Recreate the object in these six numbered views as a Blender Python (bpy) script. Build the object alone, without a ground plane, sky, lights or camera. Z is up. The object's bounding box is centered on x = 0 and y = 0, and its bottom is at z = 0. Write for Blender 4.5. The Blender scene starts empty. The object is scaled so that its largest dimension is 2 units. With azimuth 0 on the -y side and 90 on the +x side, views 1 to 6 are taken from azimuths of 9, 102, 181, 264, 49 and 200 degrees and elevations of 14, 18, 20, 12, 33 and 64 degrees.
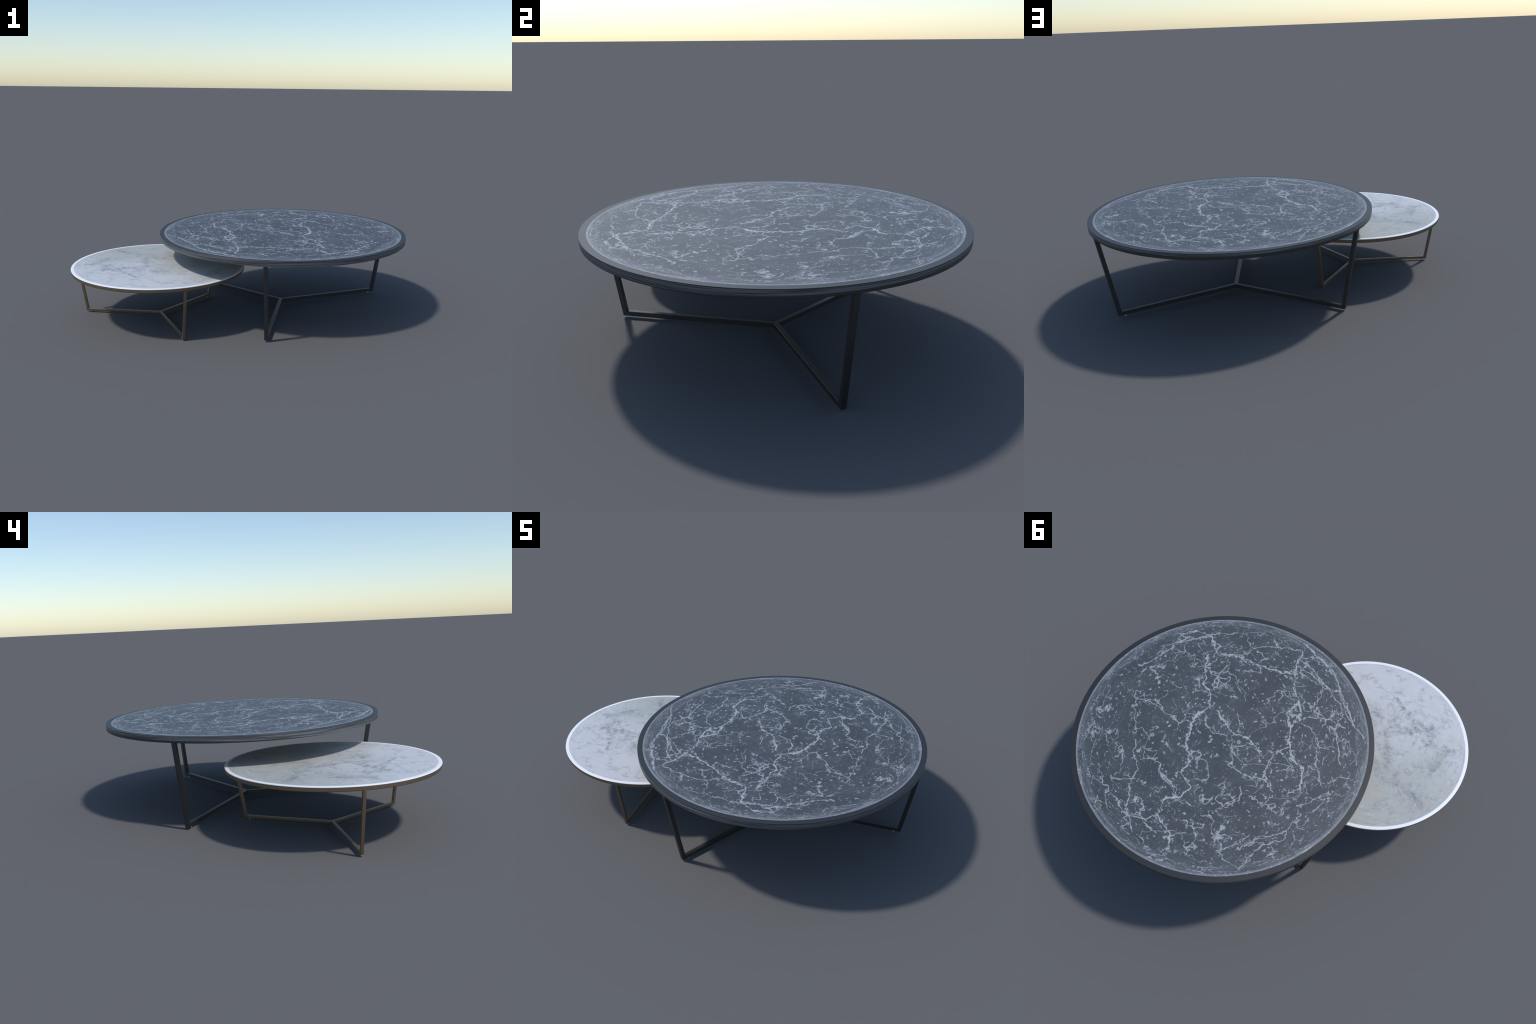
"""Two round coffee tables: a tall one with a dark veined marble top on a black
square-tube frame, and a low one with a white marble top on a bronze frame."""
import bpy, bmesh, math
from mathutils import Vector

# ------------------------------------------------------------------ sizes (m)
DARK = dict(cx=0.2255, cy=0.0545, r=0.7745, top=0.4855, bottom=0.4536,
            inner=0.7465, leg_angles=(-90.0, 30.4, 149.6),
            foot_r=0.6970, lean=0.166, bar=0.0215, bar_z=0.0078)
PALE = dict(cx=-0.4810, cy=-0.3110, r=0.5190, top=0.3258, bottom=0.3032,
            inner=0.5012, leg_angles=(182.8, 302.8, 62.8),
            foot_r=0.4682, lean=0.165, bar=0.0148, bar_z=0.0070)
SEG = 144


# ------------------------------------------------------------------ node helper
class Nodes:
    """Small helper that writes a shader graph as plain expressions."""

    def __init__(self, name):
        self.mat = bpy.data.materials.new(name)
        self.mat.use_nodes = True
        self.t = self.mat.node_tree
        self.t.nodes.clear()
        self.out = self.t.nodes.new("ShaderNodeOutputMaterial")

    def put(self, node, sock, val):
        s = node.inputs[sock]
        if isinstance(val, bpy.types.NodeSocket):
            self.t.links.new(val, s)
        else:
            s.default_value = val

    def obj(self):
        return self.t.nodes.new("ShaderNodeTexCoord").outputs["Object"]

    def m(self, op, a, b=0.0, c=0.0, clamp=False):
        n = self.t.nodes.new("ShaderNodeMath")
        n.operation, n.use_clamp = op, clamp
        for i, v in enumerate((a, b, c)):
            self.put(n, i, v)
        return n.outputs[0]

    def v(self, op, a, b=(0, 0, 0), c=(0, 0, 0), scale=None):
        n = self.t.nodes.new("ShaderNodeVectorMath")
        n.operation = op
        for i, x in enumerate((a, b, c)):
            self.put(n, i, x)
        if scale is not None:
            self.put(n, "Scale", scale)
        return n.outputs["Value" if op in ("DOT_PRODUCT", "LENGTH", "DISTANCE") else "Vector"]

    def xyz(self, vec):
        n = self.t.nodes.new("ShaderNodeSeparateXYZ")
        self.put(n, 0, vec)
        return n.outputs[0], n.outputs[1], n.outputs[2]

    def vec(self, x=0.0, y=0.0, z=0.0):
        n = self.t.nodes.new("ShaderNodeCombineXYZ")
        for i, c in enumerate((x, y, z)):
            self.put(n, i, c)
        return n.outputs[0]

    def noise(self, vec, scale, detail=4.0, rough=0.55, distort=0.0, colour=False):
        n = self.t.nodes.new("ShaderNodeTexNoise")
        self.put(n, "Vector", vec)
        self.put(n, "Scale", scale)
        self.put(n, "Detail", detail)
        self.put(n, "Roughness", rough)
        self.put(n, "Distortion", distort)
        return n.outputs["Color" if colour else "Fac"]

    def voronoi(self, vec, scale, feature="F1"):
        n = self.t.nodes.new("ShaderNodeTexVoronoi")
        n.feature = feature
        self.put(n, "Vector", vec)
        self.put(n, "Scale", scale)
        return n.outputs["Distance"]

    def ramp(self, val, lo, hi, a=0.0, b=1.0):
        n = self.t.nodes.new("ShaderNodeMapRange")
        n.interpolation_type = "SMOOTHSTEP"
        for i, x in enumerate((val, lo, hi, a, b)):
            self.put(n, i, x)
        return n.outputs[0]

    def mix(self, fac, a, b):
        n = self.t.nodes.new("ShaderNodeMix")
        n.data_type = "RGBA"
        self.put(n, 0, fac)
        self.put(n, 6, a if isinstance(a, bpy.types.NodeSocket) else (*a, 1.0))
        self.put(n, 7, b if isinstance(b, bpy.types.NodeSocket) else (*b, 1.0))
        return n.outputs[2]

    def ridge(self, vec, scale, width, detail=4.0, rough=0.6, distort=0.0):
        """Thin line where a noise field crosses its middle value."""
        d = self.m("ABSOLUTE", self.m("SUBTRACT", self.noise(vec, scale, detail, rough, distort), 0.5))
        return self.ramp(d, 0.0, width, 1.0, 0.0)

    def warp(self, vec, scale, amount, detail=4.0, rough=0.6):
        c = self.noise(vec, scale, detail, rough, colour=True)
        return self.v("ADD", vec, self.v("SCALE", self.v("SUBTRACT", c, (0.5, 0.5, 0.5)), scale=amount))

    def strand(self, p, courses):
        """Distance from p to the nearest of several vein courses."""
        best = 10.0
        for course in courses:
            for a, b in zip(course, course[1:]):
                ba = (b[0] - a[0], b[1] - a[1], 0.0)
                ll = ba[0] ** 2 + ba[1] ** 2
                t = self.m("MULTIPLY", self.v("DOT_PRODUCT", self.v("SUBTRACT", p, (*a, 0.0)), ba), 1.0 / ll, clamp=True)
                d = self.v("DISTANCE", p, self.v("MULTIPLY_ADD", self.v("SCALE", ba, scale=t), (1, 1, 1), (*a, 0.0)))
                best = self.m("MINIMUM", best, d)
        return best

    def finish(self, colour, rough=0.5, metallic=0.0, specular=0.5, bump=None, strength=0.2, ior=1.5):
        b = self.t.nodes.new("ShaderNodeBsdfPrincipled")
        self.put(b, "Base Color", colour if isinstance(colour, bpy.types.NodeSocket) else (*colour, 1.0))
        self.put(b, "Roughness", rough)
        self.put(b, "Metallic", metallic)
        self.put(b, "Specular IOR Level", specular)
        self.put(b, "IOR", ior)
        if bump is not None:
            n = self.t.nodes.new("ShaderNodeBump")
            self.put(n, "Strength", strength)
            self.put(n, "Distance", 0.001)
            self.put(n, "Height", bump)
            self.t.links.new(n.outputs[0], b.inputs["Normal"])
        self.t.links.new(b.outputs[0], self.out.inputs[0])
        return self.mat


# ------------------------------------------------------------------ vein courses (m, from the centre of the top)
BOLD_VEINS = [
    [(-0.18, -0.60), (-0.19, -0.53), (-0.22, -0.42), (-0.28, -0.34), (-0.31, -0.28), (-0.30, -0.17),
     (-0.33, -0.08), (-0.38, -0.01), (-0.45, 0.03), (-0.47, 0.13), (-0.43, 0.18)],
    [(-0.28, -0.34), (-0.25, -0.26), (-0.27, -0.21), (-0.30, -0.17)],
    [(-0.19, -0.53), (-0.15, -0.48), (-0.06, -0.47), (0.16, -0.48), (0.25, -0.46), (0.32, -0.55)],
    [(0.29, -0.42), (0.25, -0.32), (0.23, -0.24), (0.17, -0.21), (0.14, -0.13), (0.19, -0.03), (0.15, 0.11),
     (0.09, 0.20), (0.11, 0.27), (0.03, 0.33), (0.05, 0.39), (0.12, 0.44), (0.11, 0.53), (0.01, 0.59), (-0.02, 0.66)],
    [(0.09, -0.12), (-0.03, -0.03), (-0.12, -0.03), (-0.21, 0.01)],
]
FINE_VEINS = [
    [(-0.07, 0.13), (-0.20, 0.16), (-0.29, 0.15), (-0.36, 0.20)],
    [(0.40, 0.19), (0.38, 0.26), (0.31, 0.35), (0.30, 0.45), (0.27, 0.54)],
    [(0.41, 0.43), (0.29, 0.40)],
    [(0.32, -0.55), (0.38, -0.51), (0.47, -0.44), (0.52, -0.32), (0.60, -0.21)],
    [(0.48, -0.49), (0.40, -0.55), (0.32, -0.55)],
    [(-0.21, -0.52), (-0.29, -0.49), (-0.38, -0.47), (-0.46, -0.48)],
    [(-0.18, -0.61), (-0.32, -0.53), (-0.44, -0.44), (-0.59, -0.32)],
    [(-0.21, -0.68), (-0.38, -0.59), (-0.48, -0.47), (-0.59, -0.32), (-0.67, -0.26)],
    [(-0.53, -0.25), (-0.57, -0.15), (-0.62, -0.07)],
    [(-0.34, -0.07), (-0.27, 0.01), (-0.28, 0.11), (-0.33, 0.17)],
    [(-0.45, -0.17), (-0.50, -0.01), (-0.56, 0.07)],
    [(-0.23, 0.54), (-0.27, 0.60), (-0.36, 0.62), (-0.38, 0.54), (-0.43, 0.46)],
    [(0.11, 0.53), (0.17, 0.57), (0.25, 0.58), (0.36, 0.51)],
    [(0.42, -0.06), (0.34, 0.00), (0.27, 0.00)],
    [(-0.36, -0.27), (-0.47, -0.30), (-0.56, -0.28)],
    [(-0.20, 0.23), (-0.22, 0.26), (-0.22, 0.31)],
    [(0.19, 0.33), (0.12, 0.35), (0.08, 0.40), (-0.02, 0.41)],
]
THREAD_VEINS = [
    [(0.50, -0.49), (0.46, -0.52), (0.40, -0.55), (0.37, -0.55)],
    [(0.48, -0.48), (0.38, -0.51), (0.32, -0.57), (0.20, -0.62)],
    [(0.32, -0.55), (0.28, -0.51), (0.24, -0.51), (0.26, -0.46), (0.22, -0.45), (0.14, -0.49)],
    [(0.23, -0.43), (0.23, -0.41), (0.26, -0.36), (0.30, -0.33)],
    [(0.16, -0.40), (0.18, -0.33), (0.16, -0.26), (0.17, -0.21)],
    [(0.51, -0.03), (0.44, -0.04), (0.34, -0.00), (0.29, -0.00), (0.25, 0.02)],
    [(0.14, -0.07), (0.12, -0.03), (0.07, -0.00), (-0.02, 0.00)],
    [(0.13, -0.49), (0.08, -0.53), (0.07, -0.56), (0.03, -0.60), (-0.10, -0.64), (-0.18, -0.66), (-0.20, -0.63), (-0.17, -0.59), (-0.20, -0.57)],
    [(-0.20, -0.62), (-0.28, -0.64), (-0.22, -0.68), (-0.17, -0.70)],
    [(-0.28, -0.64), (-0.35, -0.60), (-0.43, -0.53), (-0.49, -0.43), (-0.59, -0.33)],
    [(-0.19, -0.55), (-0.30, -0.52), (-0.39, -0.48)],
    [(-0.35, -0.21), (-0.40, -0.21), (-0.43, -0.18)],
    [(-0.02, -0.14), (-0.05, -0.10), (-0.06, -0.05)],
    [(0.24, 0.58), (0.27, 0.55), (0.24, 0.58), (0.19, 0.63)],
    [(0.23, 0.57), (0.18, 0.56), (0.13, 0.59), (0.08, 0.60)],
    [(-0.01, 0.64), (0.01, 0.68)],
    [(0.21, 0.31), (0.16, 0.34), (0.09, 0.36), (0.06, 0.40)],
    [(-0.15, 0.38), (-0.16, 0.35), (-0.20, 0.31)],
    [(-0.07, 0.49), (-0.07, 0.51), (-0.11, 0.55), (-0.11, 0.58), (-0.09, 0.64)],
    [(-0.08, 0.45), (-0.13, 0.43), (-0.15, 0.46), (-0.17, 0.51), (-0.25, 0.56)],
    [(-0.49, 0.22), (-0.54, 0.18), (-0.61, 0.09)],
    [(-0.56, 0.24), (-0.61, 0.15)],
    [(-0.25, 0.56), (-0.32, 0.50), (-0.34, 0.45)],
    [(-0.31, 0.54), (-0.38, 0.46), (-0.44, 0.41), (-0.48, 0.37), (-0.52, 0.28)],
    [(-0.39, 0.47), (-0.45, 0.45), (-0.50, 0.41), (-0.49, 0.37)],
    [(-0.59, 0.05), (-0.63, 0.00), (-0.68, -0.02)],
]
GREY_VEINS = [
    [(-0.04, -0.31), (-0.09, -0.26), (-0.17, -0.18), (-0.24, -0.11)],
    [(-0.06, -0.23), (-0.07, -0.16), (-0.05, -0.07), (-0.10, 0.06)],
    [(-0.21, -0.20), (-0.28, -0.17), (-0.29, -0.07)],
    [(-0.14, 0.19), (-0.21, 0.19), (-0.29, 0.22), (-0.35, 0.29)],
    [(-0.11, 0.12), (-0.07, -0.08), (-0.15, -0.13), (-0.23, -0.11), (-0.28, -0.23)],
    [(-0.39, -0.10), (-0.37, 0.01), (-0.34, 0.06)],
    [(-0.05, -0.15), (0.02, -0.16), (0.08, -0.16)],
    [(-0.11, 0.12), (-0.02, 0.12), (0.02, 0.20)],
]
RUST_VEINS = [[(-0.20, 0.44), (-0.35, 0.29), (-0.40, 0.20), (-0.48, 0.10)], [(-0.06, 0.12), (0.02, 0.14), (0.06, 0.22)]]


# ------------------------------------------------------------------ materials
def lens(n, p, radius):
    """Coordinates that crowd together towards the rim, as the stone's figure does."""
    flat = n.v("MULTIPLY", p, (1, 1, 0))
    r = n.m("DIVIDE", n.v("LENGTH", flat), radius)
    rc = n.m("MINIMUM", n.m("MAXIMUM", r, 0.001), 0.992)
    stretch = n.m("DIVIDE", n.m("ARCSINE", rc), rc)
    return flat, r, n.v("SCALE", flat, scale=stretch)


def dark_marble():
    n = Nodes("dark_veined_marble")
    flat, r, q = lens(n, n.obj(), DARK["inner"])
    cloud = n.noise(q, 4.5, 5, 0.6)
    fog = n.noise(q, 24.0, 6, 0.7)
    base = n.mix(n.ramp(cloud, 0.32, 0.68), (0.042, 0.050, 0.060), (0.064, 0.074, 0.085))
    base = n.mix(n.ramp(fog, 0.50, 0.85, 0.0, 0.45), base, (0.17, 0.187, 0.207))
    # main courses, ragged on two scales
    p = n.v("MULTIPLY", n.warp(n.warp(flat, 9.0, 0.03, 1, 0.5), 34.0, 0.042, 5, 0.58), (1, 1, 0))
    body = n.noise(flat, 30.0, 4, 0.65)
    d = n.strand(p, BOLD_VEINS)
    bold = n.ramp(d, n.ramp(body, 0.36, 0.68, 0.0003, 0.0040), n.ramp(body, 0.36, 0.68, 0.0025, 0.0080), 1.0, 0.0)
    halo = n.m("MULTIPLY", n.ramp(d, 0.0, 0.04, 1.0, 0.0), n.ramp(n.noise(n.warp(flat, 40.0, 0.03), 48.0, 4, 0.6), 0.57, 0.62))
    d2 = n.strand(p, FINE_VEINS)
    fine = n.m("MULTIPLY", n.ramp(d2, 0.0006, n.ramp(body, 0.36, 0.66, 0.0026, 0.0058), 1.0, 0.0), n.ramp(body, 0.34, 0.52, 0.45, 1.0))
    d3 = n.strand(p, THREAD_VEINS)
    thread = n.m("MULTIPLY", n.ramp(d3, 0.0005, n.ramp(body, 0.36, 0.66, 0.0022, 0.0050), 1.0, 0.0), n.ramp(body, 0.34, 0.52, 0.40, 1.0))
    # a loose crack network, hair veins, broken curls, flecks and specks
    w = n.warp(q, 16.0, 0.07, 4, 0.55)
    net = n.m("MULTIPLY", n.ramp(n.voronoi(n.v("ADD", w, (0.4, 0.9, 0)), 5.2, "DISTANCE_TO_EDGE"), 0.002, 0.013, 1.0, 0.0),
              n.ramp(n.noise(q, 6.5, 3, 0.6), 0.50, 0.60, 0.0, 0.85))
    hair = n.m("MULTIPLY", n.ridge(w, 3.6, 0.0095, 3, 0.5), n.ramp(n.noise(q, 7.0, 2), 0.40, 0.54, 0.0, 0.95))
    hair2 = n.m("MULTIPLY", n.ridge(n.v("ADD", w, (3.1, 1.7, 0)), 7.5, 0.013, 3, 0.5), n.ramp(n.noise(q, 9.0, 3), 0.50, 0.62, 0.0, 0.85))
    curl_in = n.warp(n.v("ADD", q, (1.3, 6.2, 0)), 30.0, 0.02, 3, 0.6)
    curl = n.m("MULTIPLY", n.ridge(curl_in, 17.0, 0.036, 2, 0.5), n.ramp(n.noise(n.v("ADD", q, (2.0, 8.0, 0)), 27.0, 3, 0.6), 0.565, 0.615))
    fleck_in = n.v("MULTIPLY", n.warp(q, 34.0, 0.03, 3, 0.6), (1.0, 0.55, 1.0))
    crowd = n.noise(q, 5.5, 3)
    fleck = n.ramp(n.noise(fleck_in, 44.0, 3.0, 0.55), n.ramp(crowd, 0.35, 0.65, 0.69, 0.625), n.ramp(crowd, 0.35, 0.65, 0.725, 0.66), 0.0, 0.9)
    speck = n.ramp(n.noise(n.v("ADD", q, (9.0, 4.0, 0)), 115.0, 2.5, 0.55), n.ramp(crowd, 0.35, 0.65, 0.675, 0.64), n.ramp(crowd, 0.35, 0.65, 0.72, 0.69), 0.0, 0.8)
    # grazing reflection along the rim, painted into the stone colour as pale rings
    x, y, z = n.xyz(flat)
    turn = n.m("ARCTAN2", y, x)
    around = n.vec(n.m("MULTIPLY", n.m("COSINE", turn), 1.8), n.m("MULTIPLY", n.m("SINE", turn), 1.8), n.m("MULTIPLY", r, 24.0))
    streak = n.noise(n.warp(around, 3.0, 0.5, 3), 2.4, 6, 0.7)
    ring = n.m("MULTIPLY", n.ramp(r, 0.90, 0.99), n.ramp(streak, 0.42, 0.68, 0.05, 0.85))
    lip = n.m("MULTIPLY", n.ramp(n.m("ADD", r, n.m("MULTIPLY", n.m("SUBTRACT", streak, 0.5), 0.02)), 0.980, 0.992), 0.85)
    ring = n.m("MAXIMUM", ring, lip)
    mask = bold
    for extra in (halo, fine, thread, net, hair, hair2, curl, fleck, speck):
        mask = n.m("MAXIMUM", mask, extra)
    col = n.mix(n.m("MULTIPLY", ring, 0.8), base, (0.27, 0.295, 0.325))
    vein = n.mix(n.noise(flat, 12.0, 2), (0.44, 0.462, 0.49), (0.34, 0.362, 0.39))
    col = n.mix(mask, col, vein)
    return n.finish(col, rough=0.50, ior=1.62)


def dark_edge():
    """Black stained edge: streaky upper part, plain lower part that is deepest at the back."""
    n = Nodes("dark_streaked_edge")
    x, y, z = n.xyz(n.obj())
    turn = n.m("ARCTAN2", y, x)
    long_way = n.vec(n.m("MULTIPLY", n.m("COSINE", turn), 1.0), n.m("MULTIPLY", n.m("SINE", turn), 1.0), n.m("MULTIPLY", z, 130.0))
    streak = n.noise(n.warp(long_way, 2.0, 0.25, 2), 2.6, 5, 0.65)
    tone = n.mix(n.ramp(streak, 0.36, 0.66), (0.018, 0.021, 0.025), (0.165, 0.172, 0.18))
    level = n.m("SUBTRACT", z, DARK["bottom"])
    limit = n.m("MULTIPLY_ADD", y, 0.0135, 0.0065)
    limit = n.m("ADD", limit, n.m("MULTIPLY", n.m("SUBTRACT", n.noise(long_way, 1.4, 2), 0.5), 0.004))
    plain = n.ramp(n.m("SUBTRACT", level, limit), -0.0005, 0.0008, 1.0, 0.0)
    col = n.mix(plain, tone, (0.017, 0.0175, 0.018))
    return n.finish(col, rough=0.45, ior=1.6, bump=streak, strength=0.15)


def rim_lacquer():
    n = Nodes("charcoal_rim")
    p = n.obj()
    col = n.mix(n.noise(p, 30.0, 4), (0.0050, 0.0052, 0.0056), (0.0068, 0.0070, 0.0074))
    return n.finish(col, rough=0.49, ior=1.75)


def black_metal():
    n = Nodes("black_powder_coat")
    p = n.obj()
    grain = n.noise(p, 400.0, 2)
    col = n.mix(n.noise(p, 8.0, 4), (0.007, 0.0073, 0.0075), (0.011, 0.0112, 0.0115))
    return n.finish(col, rough=0.49, ior=1.72, bump=grain, strength=0.08)


def bronze():
    n = Nodes("brushed_bronze")
    p = n.obj()
    grain = n.noise(p, 300.0, 2)
    col = n.mix(n.noise(p, 9.0, 4), (0.170, 0.122, 0.080), (0.215, 0.154, 0.100))
    return n.finish(col, rough=0.42, metallic=0.55, bump=grain, strength=0.08)


def pale_marble():
    n = Nodes("white_veined_marble")
    flat, r, q = lens(n, n.obj(), PALE["inner"])
    x, y, z = n.xyz(flat)
    cloud = n.noise(q, 3.2, 4, 0.55)
    hue = n.m("ADD", n.m("MULTIPLY", n.noise(n.v("ADD", q, (5.0, 2.0, 0)), 4.0, 4, 0.55), 0.6), n.m("MULTIPLY_ADD", y, -0.75, 0.20))  # y term tints the stone with reflected surroundings: lighter at -y, greyer at +y
    base = n.mix(n.ramp(hue, 0.30, 0.72), (0.43, 0.452, 0.435), (0.595, 0.605, 0.628))
    warm = n.m("MULTIPLY", n.ramp(n.v("DISTANCE", flat, (0.08, 0.22, 0.0)), 0.05, 0.32, 1.0, 0.0), n.ramp(n.noise(q, 9.0, 4), 0.35, 0.65))
    base = n.mix(n.m("MULTIPLY", warm, 0.75), base, (0.52, 0.475, 0.40))
    mottle = n.noise(n.warp(q, 12.0, 0.06), 16.0, 6, 0.7)
    base = n.mix(n.ramp(mottle, 0.50, 0.78, 0.0, 0.32), base, (0.42, 0.455, 0.47))
    base = n.mix(n.ramp(mottle, 0.30, 0.46, 0.45, 0.0), base, (0.68, 0.69, 0.70))
    base = n.mix(n.ramp(cloud, 0.50, 0.72, 0.0, 0.35), base, (0.44, 0.47, 0.48))
    p = n.v("MULTIPLY", n.warp(n.warp(flat, 7.0, 0.06, 2, 0.5), 24.0, 0.085, 6, 0.68), (1, 1, 0))
    thick = n.noise(flat, 14.0, 4, 0.6)
    d = n.strand(p, GREY_VEINS)
    core = n.m("MULTIPLY", n.ramp(d, 0.0, n.ramp(thick, 0.35, 0.65, 0.010, 0.040), 1.0, 0.0), n.m("MULTIPLY", n.ramp(thick, 0.34, 0.60, 0.15, 0.95), n.ramp(n.noise(flat, 48.0, 5, 0.7), 0.36, 0.62, 0.25, 1.0)))
    haze = n.m("MULTIPLY", n.ramp(d, 0.0, 0.13, 1.0, 0.0), n.ramp(n.noise(n.warp(q, 18.0, 0.07, 5), 22.0, 6, 0.72), 0.45, 0.70, 0.0, 0.80))
    web = n.m("MULTIPLY", n.ridge(n.warp(q, 11.0, 0.10, 6), 5.0, 0.028, 6, 0.65), n.ramp(n.noise(q, 6.0, 3), 0.42, 0.60, 0.0, 0.5))
    mask = n.m("MAXIMUM", n.m("MAXIMUM", core, haze), web)
    col = n.mix(mask, base, (0.19, 0.212, 0.228))
    rust = n.m("MULTIPLY", n.ramp(n.strand(p, RUST_VEINS), 0.0, 0.013, 1.0, 0.0), n.ramp(n.noise(flat, 30.0, 4, 0.7), 0.42, 0.62, 0.0, 0.6))
    col = n.mix(rust, col, (0.40, 0.32, 0.25))
    return n.finish(col, rough=0.5, specular=0.45)


def white_stone():
    n = Nodes("white_stone_rim")
    col = n.mix(n.noise(n.obj(), 20.0, 3), (0.90, 0.905, 0.91), (0.94, 0.945, 0.95))
    return n.finish(col, rough=0.35)


def plastic(name, colour):
    n = Nodes(name)
    col = n.mix(n.noise(n.obj(), 200.0, 2), colour, tuple(c * 0.9 for c in colour))
    return n.finish(col, rough=0.5)


# ------------------------------------------------------------------ geometry
def add(name, bm, mat, parent, smooth_angle=28.0):
    me = bpy.data.meshes.new(name)
    bmesh.ops.recalc_face_normals(bm, faces=bm.faces)
    lim = math.radians(smooth_angle)
    for f in bm.faces:
        f.smooth = True
    for e in bm.edges:
        e.smooth = len(e.link_faces) == 2 and e.calc_face_angle(3.0) < lim
    bm.to_mesh(me)
    bm.free()
    me.materials.append(mat)
    ob = bpy.data.objects.new(name, me)
    bpy.context.scene.collection.objects.link(ob)
    ob.parent = parent
    return ob


def turned(profile, closed=False):
    """Solid of revolution about z; profile is a list of (radius, z)."""
    bm = bmesh.new()
    rings = []
    for r, z in profile:
        if r < 1e-6:
            rings.append([bm.verts.new((0, 0, z))])
        else:
            rings.append([bm.verts.new((r * math.cos(2 * math.pi * i / SEG), r * math.sin(2 * math.pi * i / SEG), z)) for i in range(SEG)])
    pairs = list(zip(rings, rings[1:]))
    if closed:
        pairs.append((rings[-1], rings[0]))
    for a, b in pairs:
        for i in range(SEG):
            j = (i + 1) % SEG
            if len(a) == 1:
                bm.faces.new((a[0], b[i], b[j]))
            elif len(b) == 1:
                bm.faces.new((a[i], b[0], a[j]))
            else:
                bm.faces.new((a[i], b[i], b[j], a[j]))
    return bm


def prism(outline, frame, depth, bevel):
    """Extrude a planar outline; frame maps (u, v, w) to 3D, w across the depth."""
    bm = bmesh.new()
    lo = [bm.verts.new(frame(u, v, -depth / 2)) for u, v in outline]
    hi = [bm.verts.new(frame(u, v, depth / 2)) for u, v in outline]
    bm.faces.new(lo)
    bm.faces.new(hi[::-1])
    k = len(outline)
    for i in range(k):
        bm.faces.new((lo[i], hi[i], hi[(i + 1) % k], lo[(i + 1) % k]))
    bmesh.ops.recalc_face_normals(bm, faces=bm.faces)
    if bevel:
        sharp = [e for e in bm.edges if e.calc_face_angle(0) > math.radians(40)]
        bmesh.ops.bevel(bm, geom=sharp, offset=bevel, segments=1 if depth > 0.017 else 3, profile=0.5, affect="EDGES")
    return bm


def frame_parts(T, thing, metal, foot_mat):
    b, z0 = T["bar"], T["bar_z"]
    lean = T["lean"]
    slope = b * math.sqrt(1 + lean * lean)          # horizontal run of the leg's section
    rf = T["foot_r"]
    ztop = T["bottom"] + 0.001
    for ang in T["leg_angles"]:
        a = math.radians(ang)
        er, et = Vector((math.cos(a), math.sin(a), 0)), Vector((-math.sin(a), math.cos(a), 0))

        def radial(u, v, w, er=er, et=et):
            return er * u + et * w + Vector((0, 0, v))

        out = lambda z: rf + lean * (z - z0)
        inn = lambda z: out(z) - slope
        # the leg: leaning square tube, mitred into the floor bar
        leg = prism([(rf, z0), (out(ztop), ztop), (inn(ztop), ztop), (inn(z0 + b), z0 + b)], radial, b, b * 0.07)
        add("leg", leg, metal, thing)

        # the floor bar: from the mitre to the Y joint at the centre
        def plan(u, v, w, er=er, et=et):
            return er * u + et * v + Vector((0, 0, z0 + b / 2 + w))

        h = b / 2
        tip = h / math.sqrt(3)
        bm = prism([(0, 0), (tip, -h), (rf - 0.5 * slope, -h), (rf - 0.5 * slope, h), (tip, h)], plan, b, 0)
        for v in bm.verts:                            # slant the outer end to the mitre
            rad = v.co.dot(er)
            if rad > rf - slope:
                end = rf if v.co.z < z0 + h else inn(z0 + b)
                v.co += er * (end - rad)
        longs = [e for e in bm.edges if abs((e.verts[1].co - e.verts[0].co).normalized().dot(er)) > 0.95 and e.calc_length() > 0.1]
        bmesh.ops.bevel(bm, geom=longs, offset=b * 0.07, segments=1 if b > 0.017 else 3, profile=0.5, affect="EDGES")
        add("floor_bar", bm, metal, thing)

        # glide under the bar end
        fr = 0.0080 if b > 0.017 else 0.0058
        bm = bmesh.new()
        bmesh.ops.create_uvsphere(bm, u_segments=24, v_segments=12, radius=fr)
        c = er * (rf - 0.036 * b / 0.0205)
        for v in bm.verts:
            v.co.z = max(-1.0, 1.25 * v.co.z / fr) * (z0 + 0.0005) + z0 + 0.0005
            v.co.x += c.x
            v.co.y += c.y
        bmesh.ops.delete(bm, geom=[v for v in bm.verts if v.co.z > z0 + 0.002], context="VERTS")
        bmesh.ops.holes_fill(bm, edges=[e for e in bm.edges if e.is_boundary])
        add("foot", bm, foot_mat, thing)


def table(T, label):
    e = bpy.data.objects.new("coffee_table", None)
    bpy.context.scene.collection.objects.link(e)
    e.location = (T["cx"], T["cy"], 0)
    e["label"] = label
    e["category"] = "coffee table"
    return e


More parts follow.
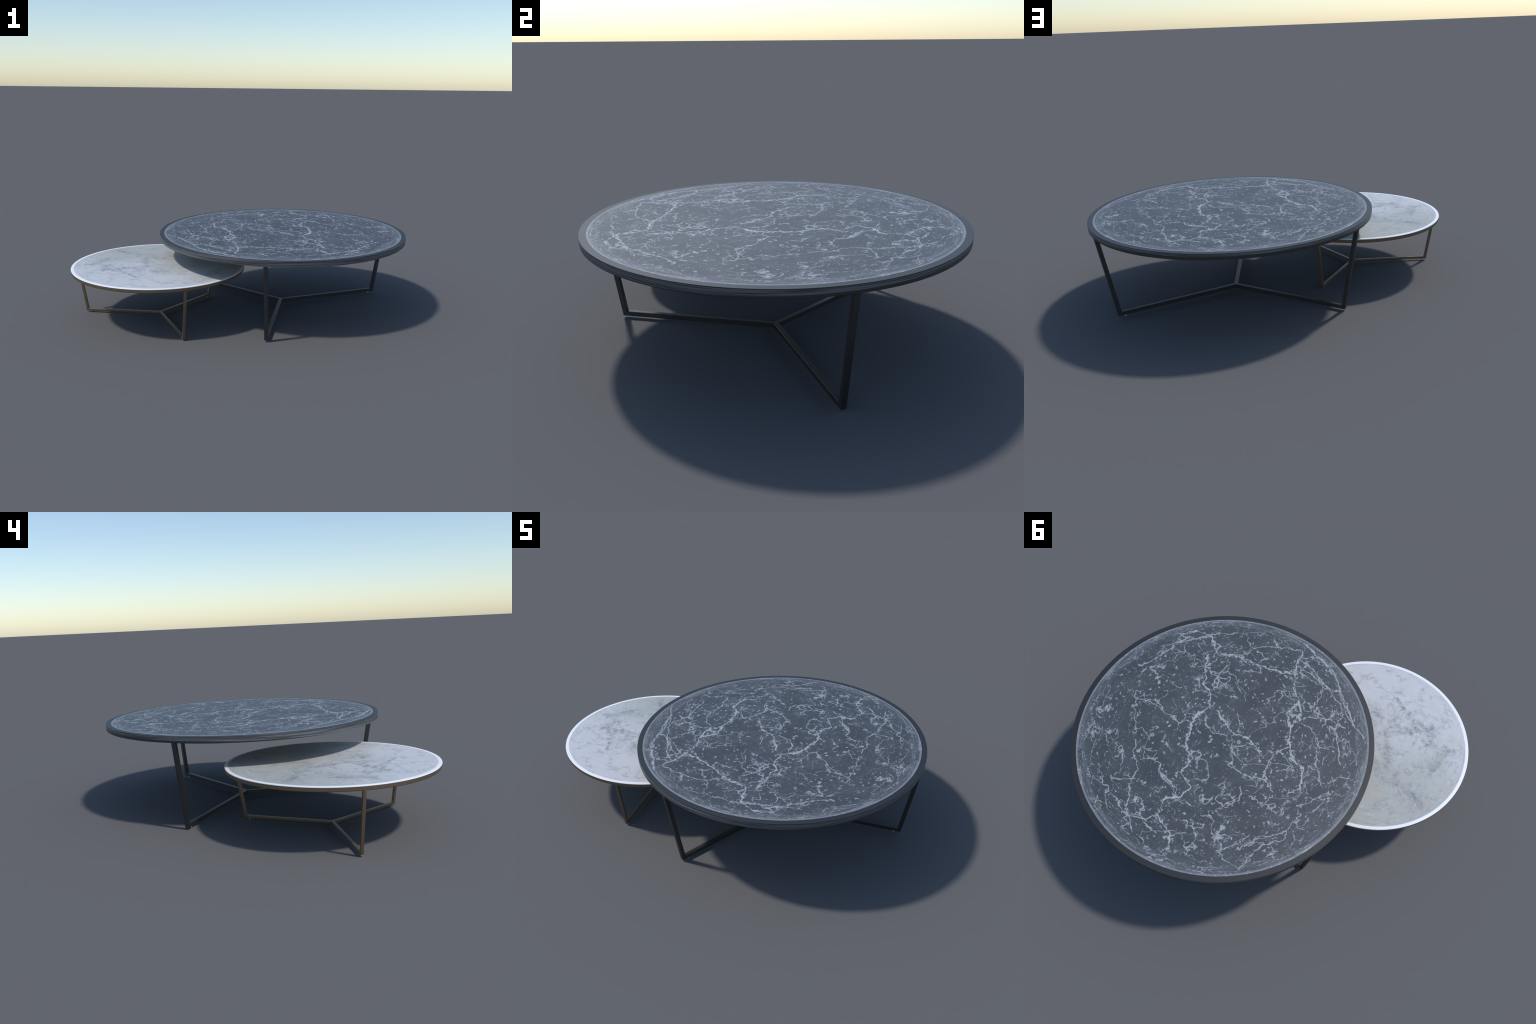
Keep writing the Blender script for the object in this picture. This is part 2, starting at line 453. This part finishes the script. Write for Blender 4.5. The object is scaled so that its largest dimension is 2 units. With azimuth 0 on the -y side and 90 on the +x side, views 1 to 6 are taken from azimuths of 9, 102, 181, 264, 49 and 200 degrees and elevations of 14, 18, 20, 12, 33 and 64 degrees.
# ---- tall dark table
T = DARK
dark = table(T, "tall round coffee table with dark veined marble top")
R, zt, zb, ri = T["r"], T["top"], T["bottom"], T["inner"]
add("marble_top", turned([(0, zt + 0.0006), (ri * 0.5, zt + 0.0006), (ri - 0.001, zt + 0.0006), (ri, zt - 0.0002), (ri, zt - 0.004), (0, zt - 0.004)]), dark_marble(), dark)
add("top_rim", turned([(ri + 0.0002, zt), (R - 0.0007, zt), (R - 0.0001, zt - 0.0007), (R - 0.0001, zt - 0.003), (ri + 0.0002, zt - 0.003)], closed=True), rim_lacquer(), dark)
edge = turned([(0, zt - 0.0045), (R - 0.001, zt - 0.0045), (R - 0.001, zt - 0.0031), (R, zt - 0.0031), (R, zt - 0.0062), (R - 0.0011, zt - 0.0067), (R - 0.0011, zt - 0.0076), (R - 0.0002, zt - 0.0081), (R - 0.0002, zt - 0.0118), (R - 0.0011, zt - 0.0122), (R - 0.0011, zt - 0.0129), (R - 0.0003, zt - 0.0134), (R - 0.0008, zb + 0.0016), (R - 0.0026, zb), (0, zb)])
add("edge_band", edge, dark_edge(), dark)
frame_parts(T, dark, black_metal(), plastic("cream_plastic", (0.80, 0.80, 0.64)))

# ---- low pale table
T = PALE
pale = table(T, "low round coffee table with white marble top, bronze frame")
R, zt, zb, ri = T["r"], T["top"], T["bottom"], T["inner"]
stone = zt - 0.0042
add("marble_top", turned([(0, zt + 0.0004), (ri * 0.5, zt + 0.0004), (ri - 0.001, zt + 0.0004), (ri, zt - 0.0002), (ri, zt - 0.003), (0, zt - 0.003)]), pale_marble(), pale)
curve = [(R - 0.003 + 0.003 * math.sin(t), zt - 0.003 + 0.003 * math.cos(t)) for t in [math.radians(k) for k in range(0, 91, 15)]]
add("stone_rim", turned([(ri + 0.0002, zt)] + curve + [(R - 0.0004, stone), (ri + 0.0002, stone)], closed=True), white_stone(), pale)
metal = bronze()
band = turned([(0, stone - 0.0003), (R - 0.0010, stone - 0.0003), (R - 0.0010, zb + 0.0025), (R - 0.0030, zb), (0, zb)])
add("edge_band", band, metal, pale)
frame_parts(T, pale, metal, plastic("green_plastic", (0.08, 0.62, 0.20)))
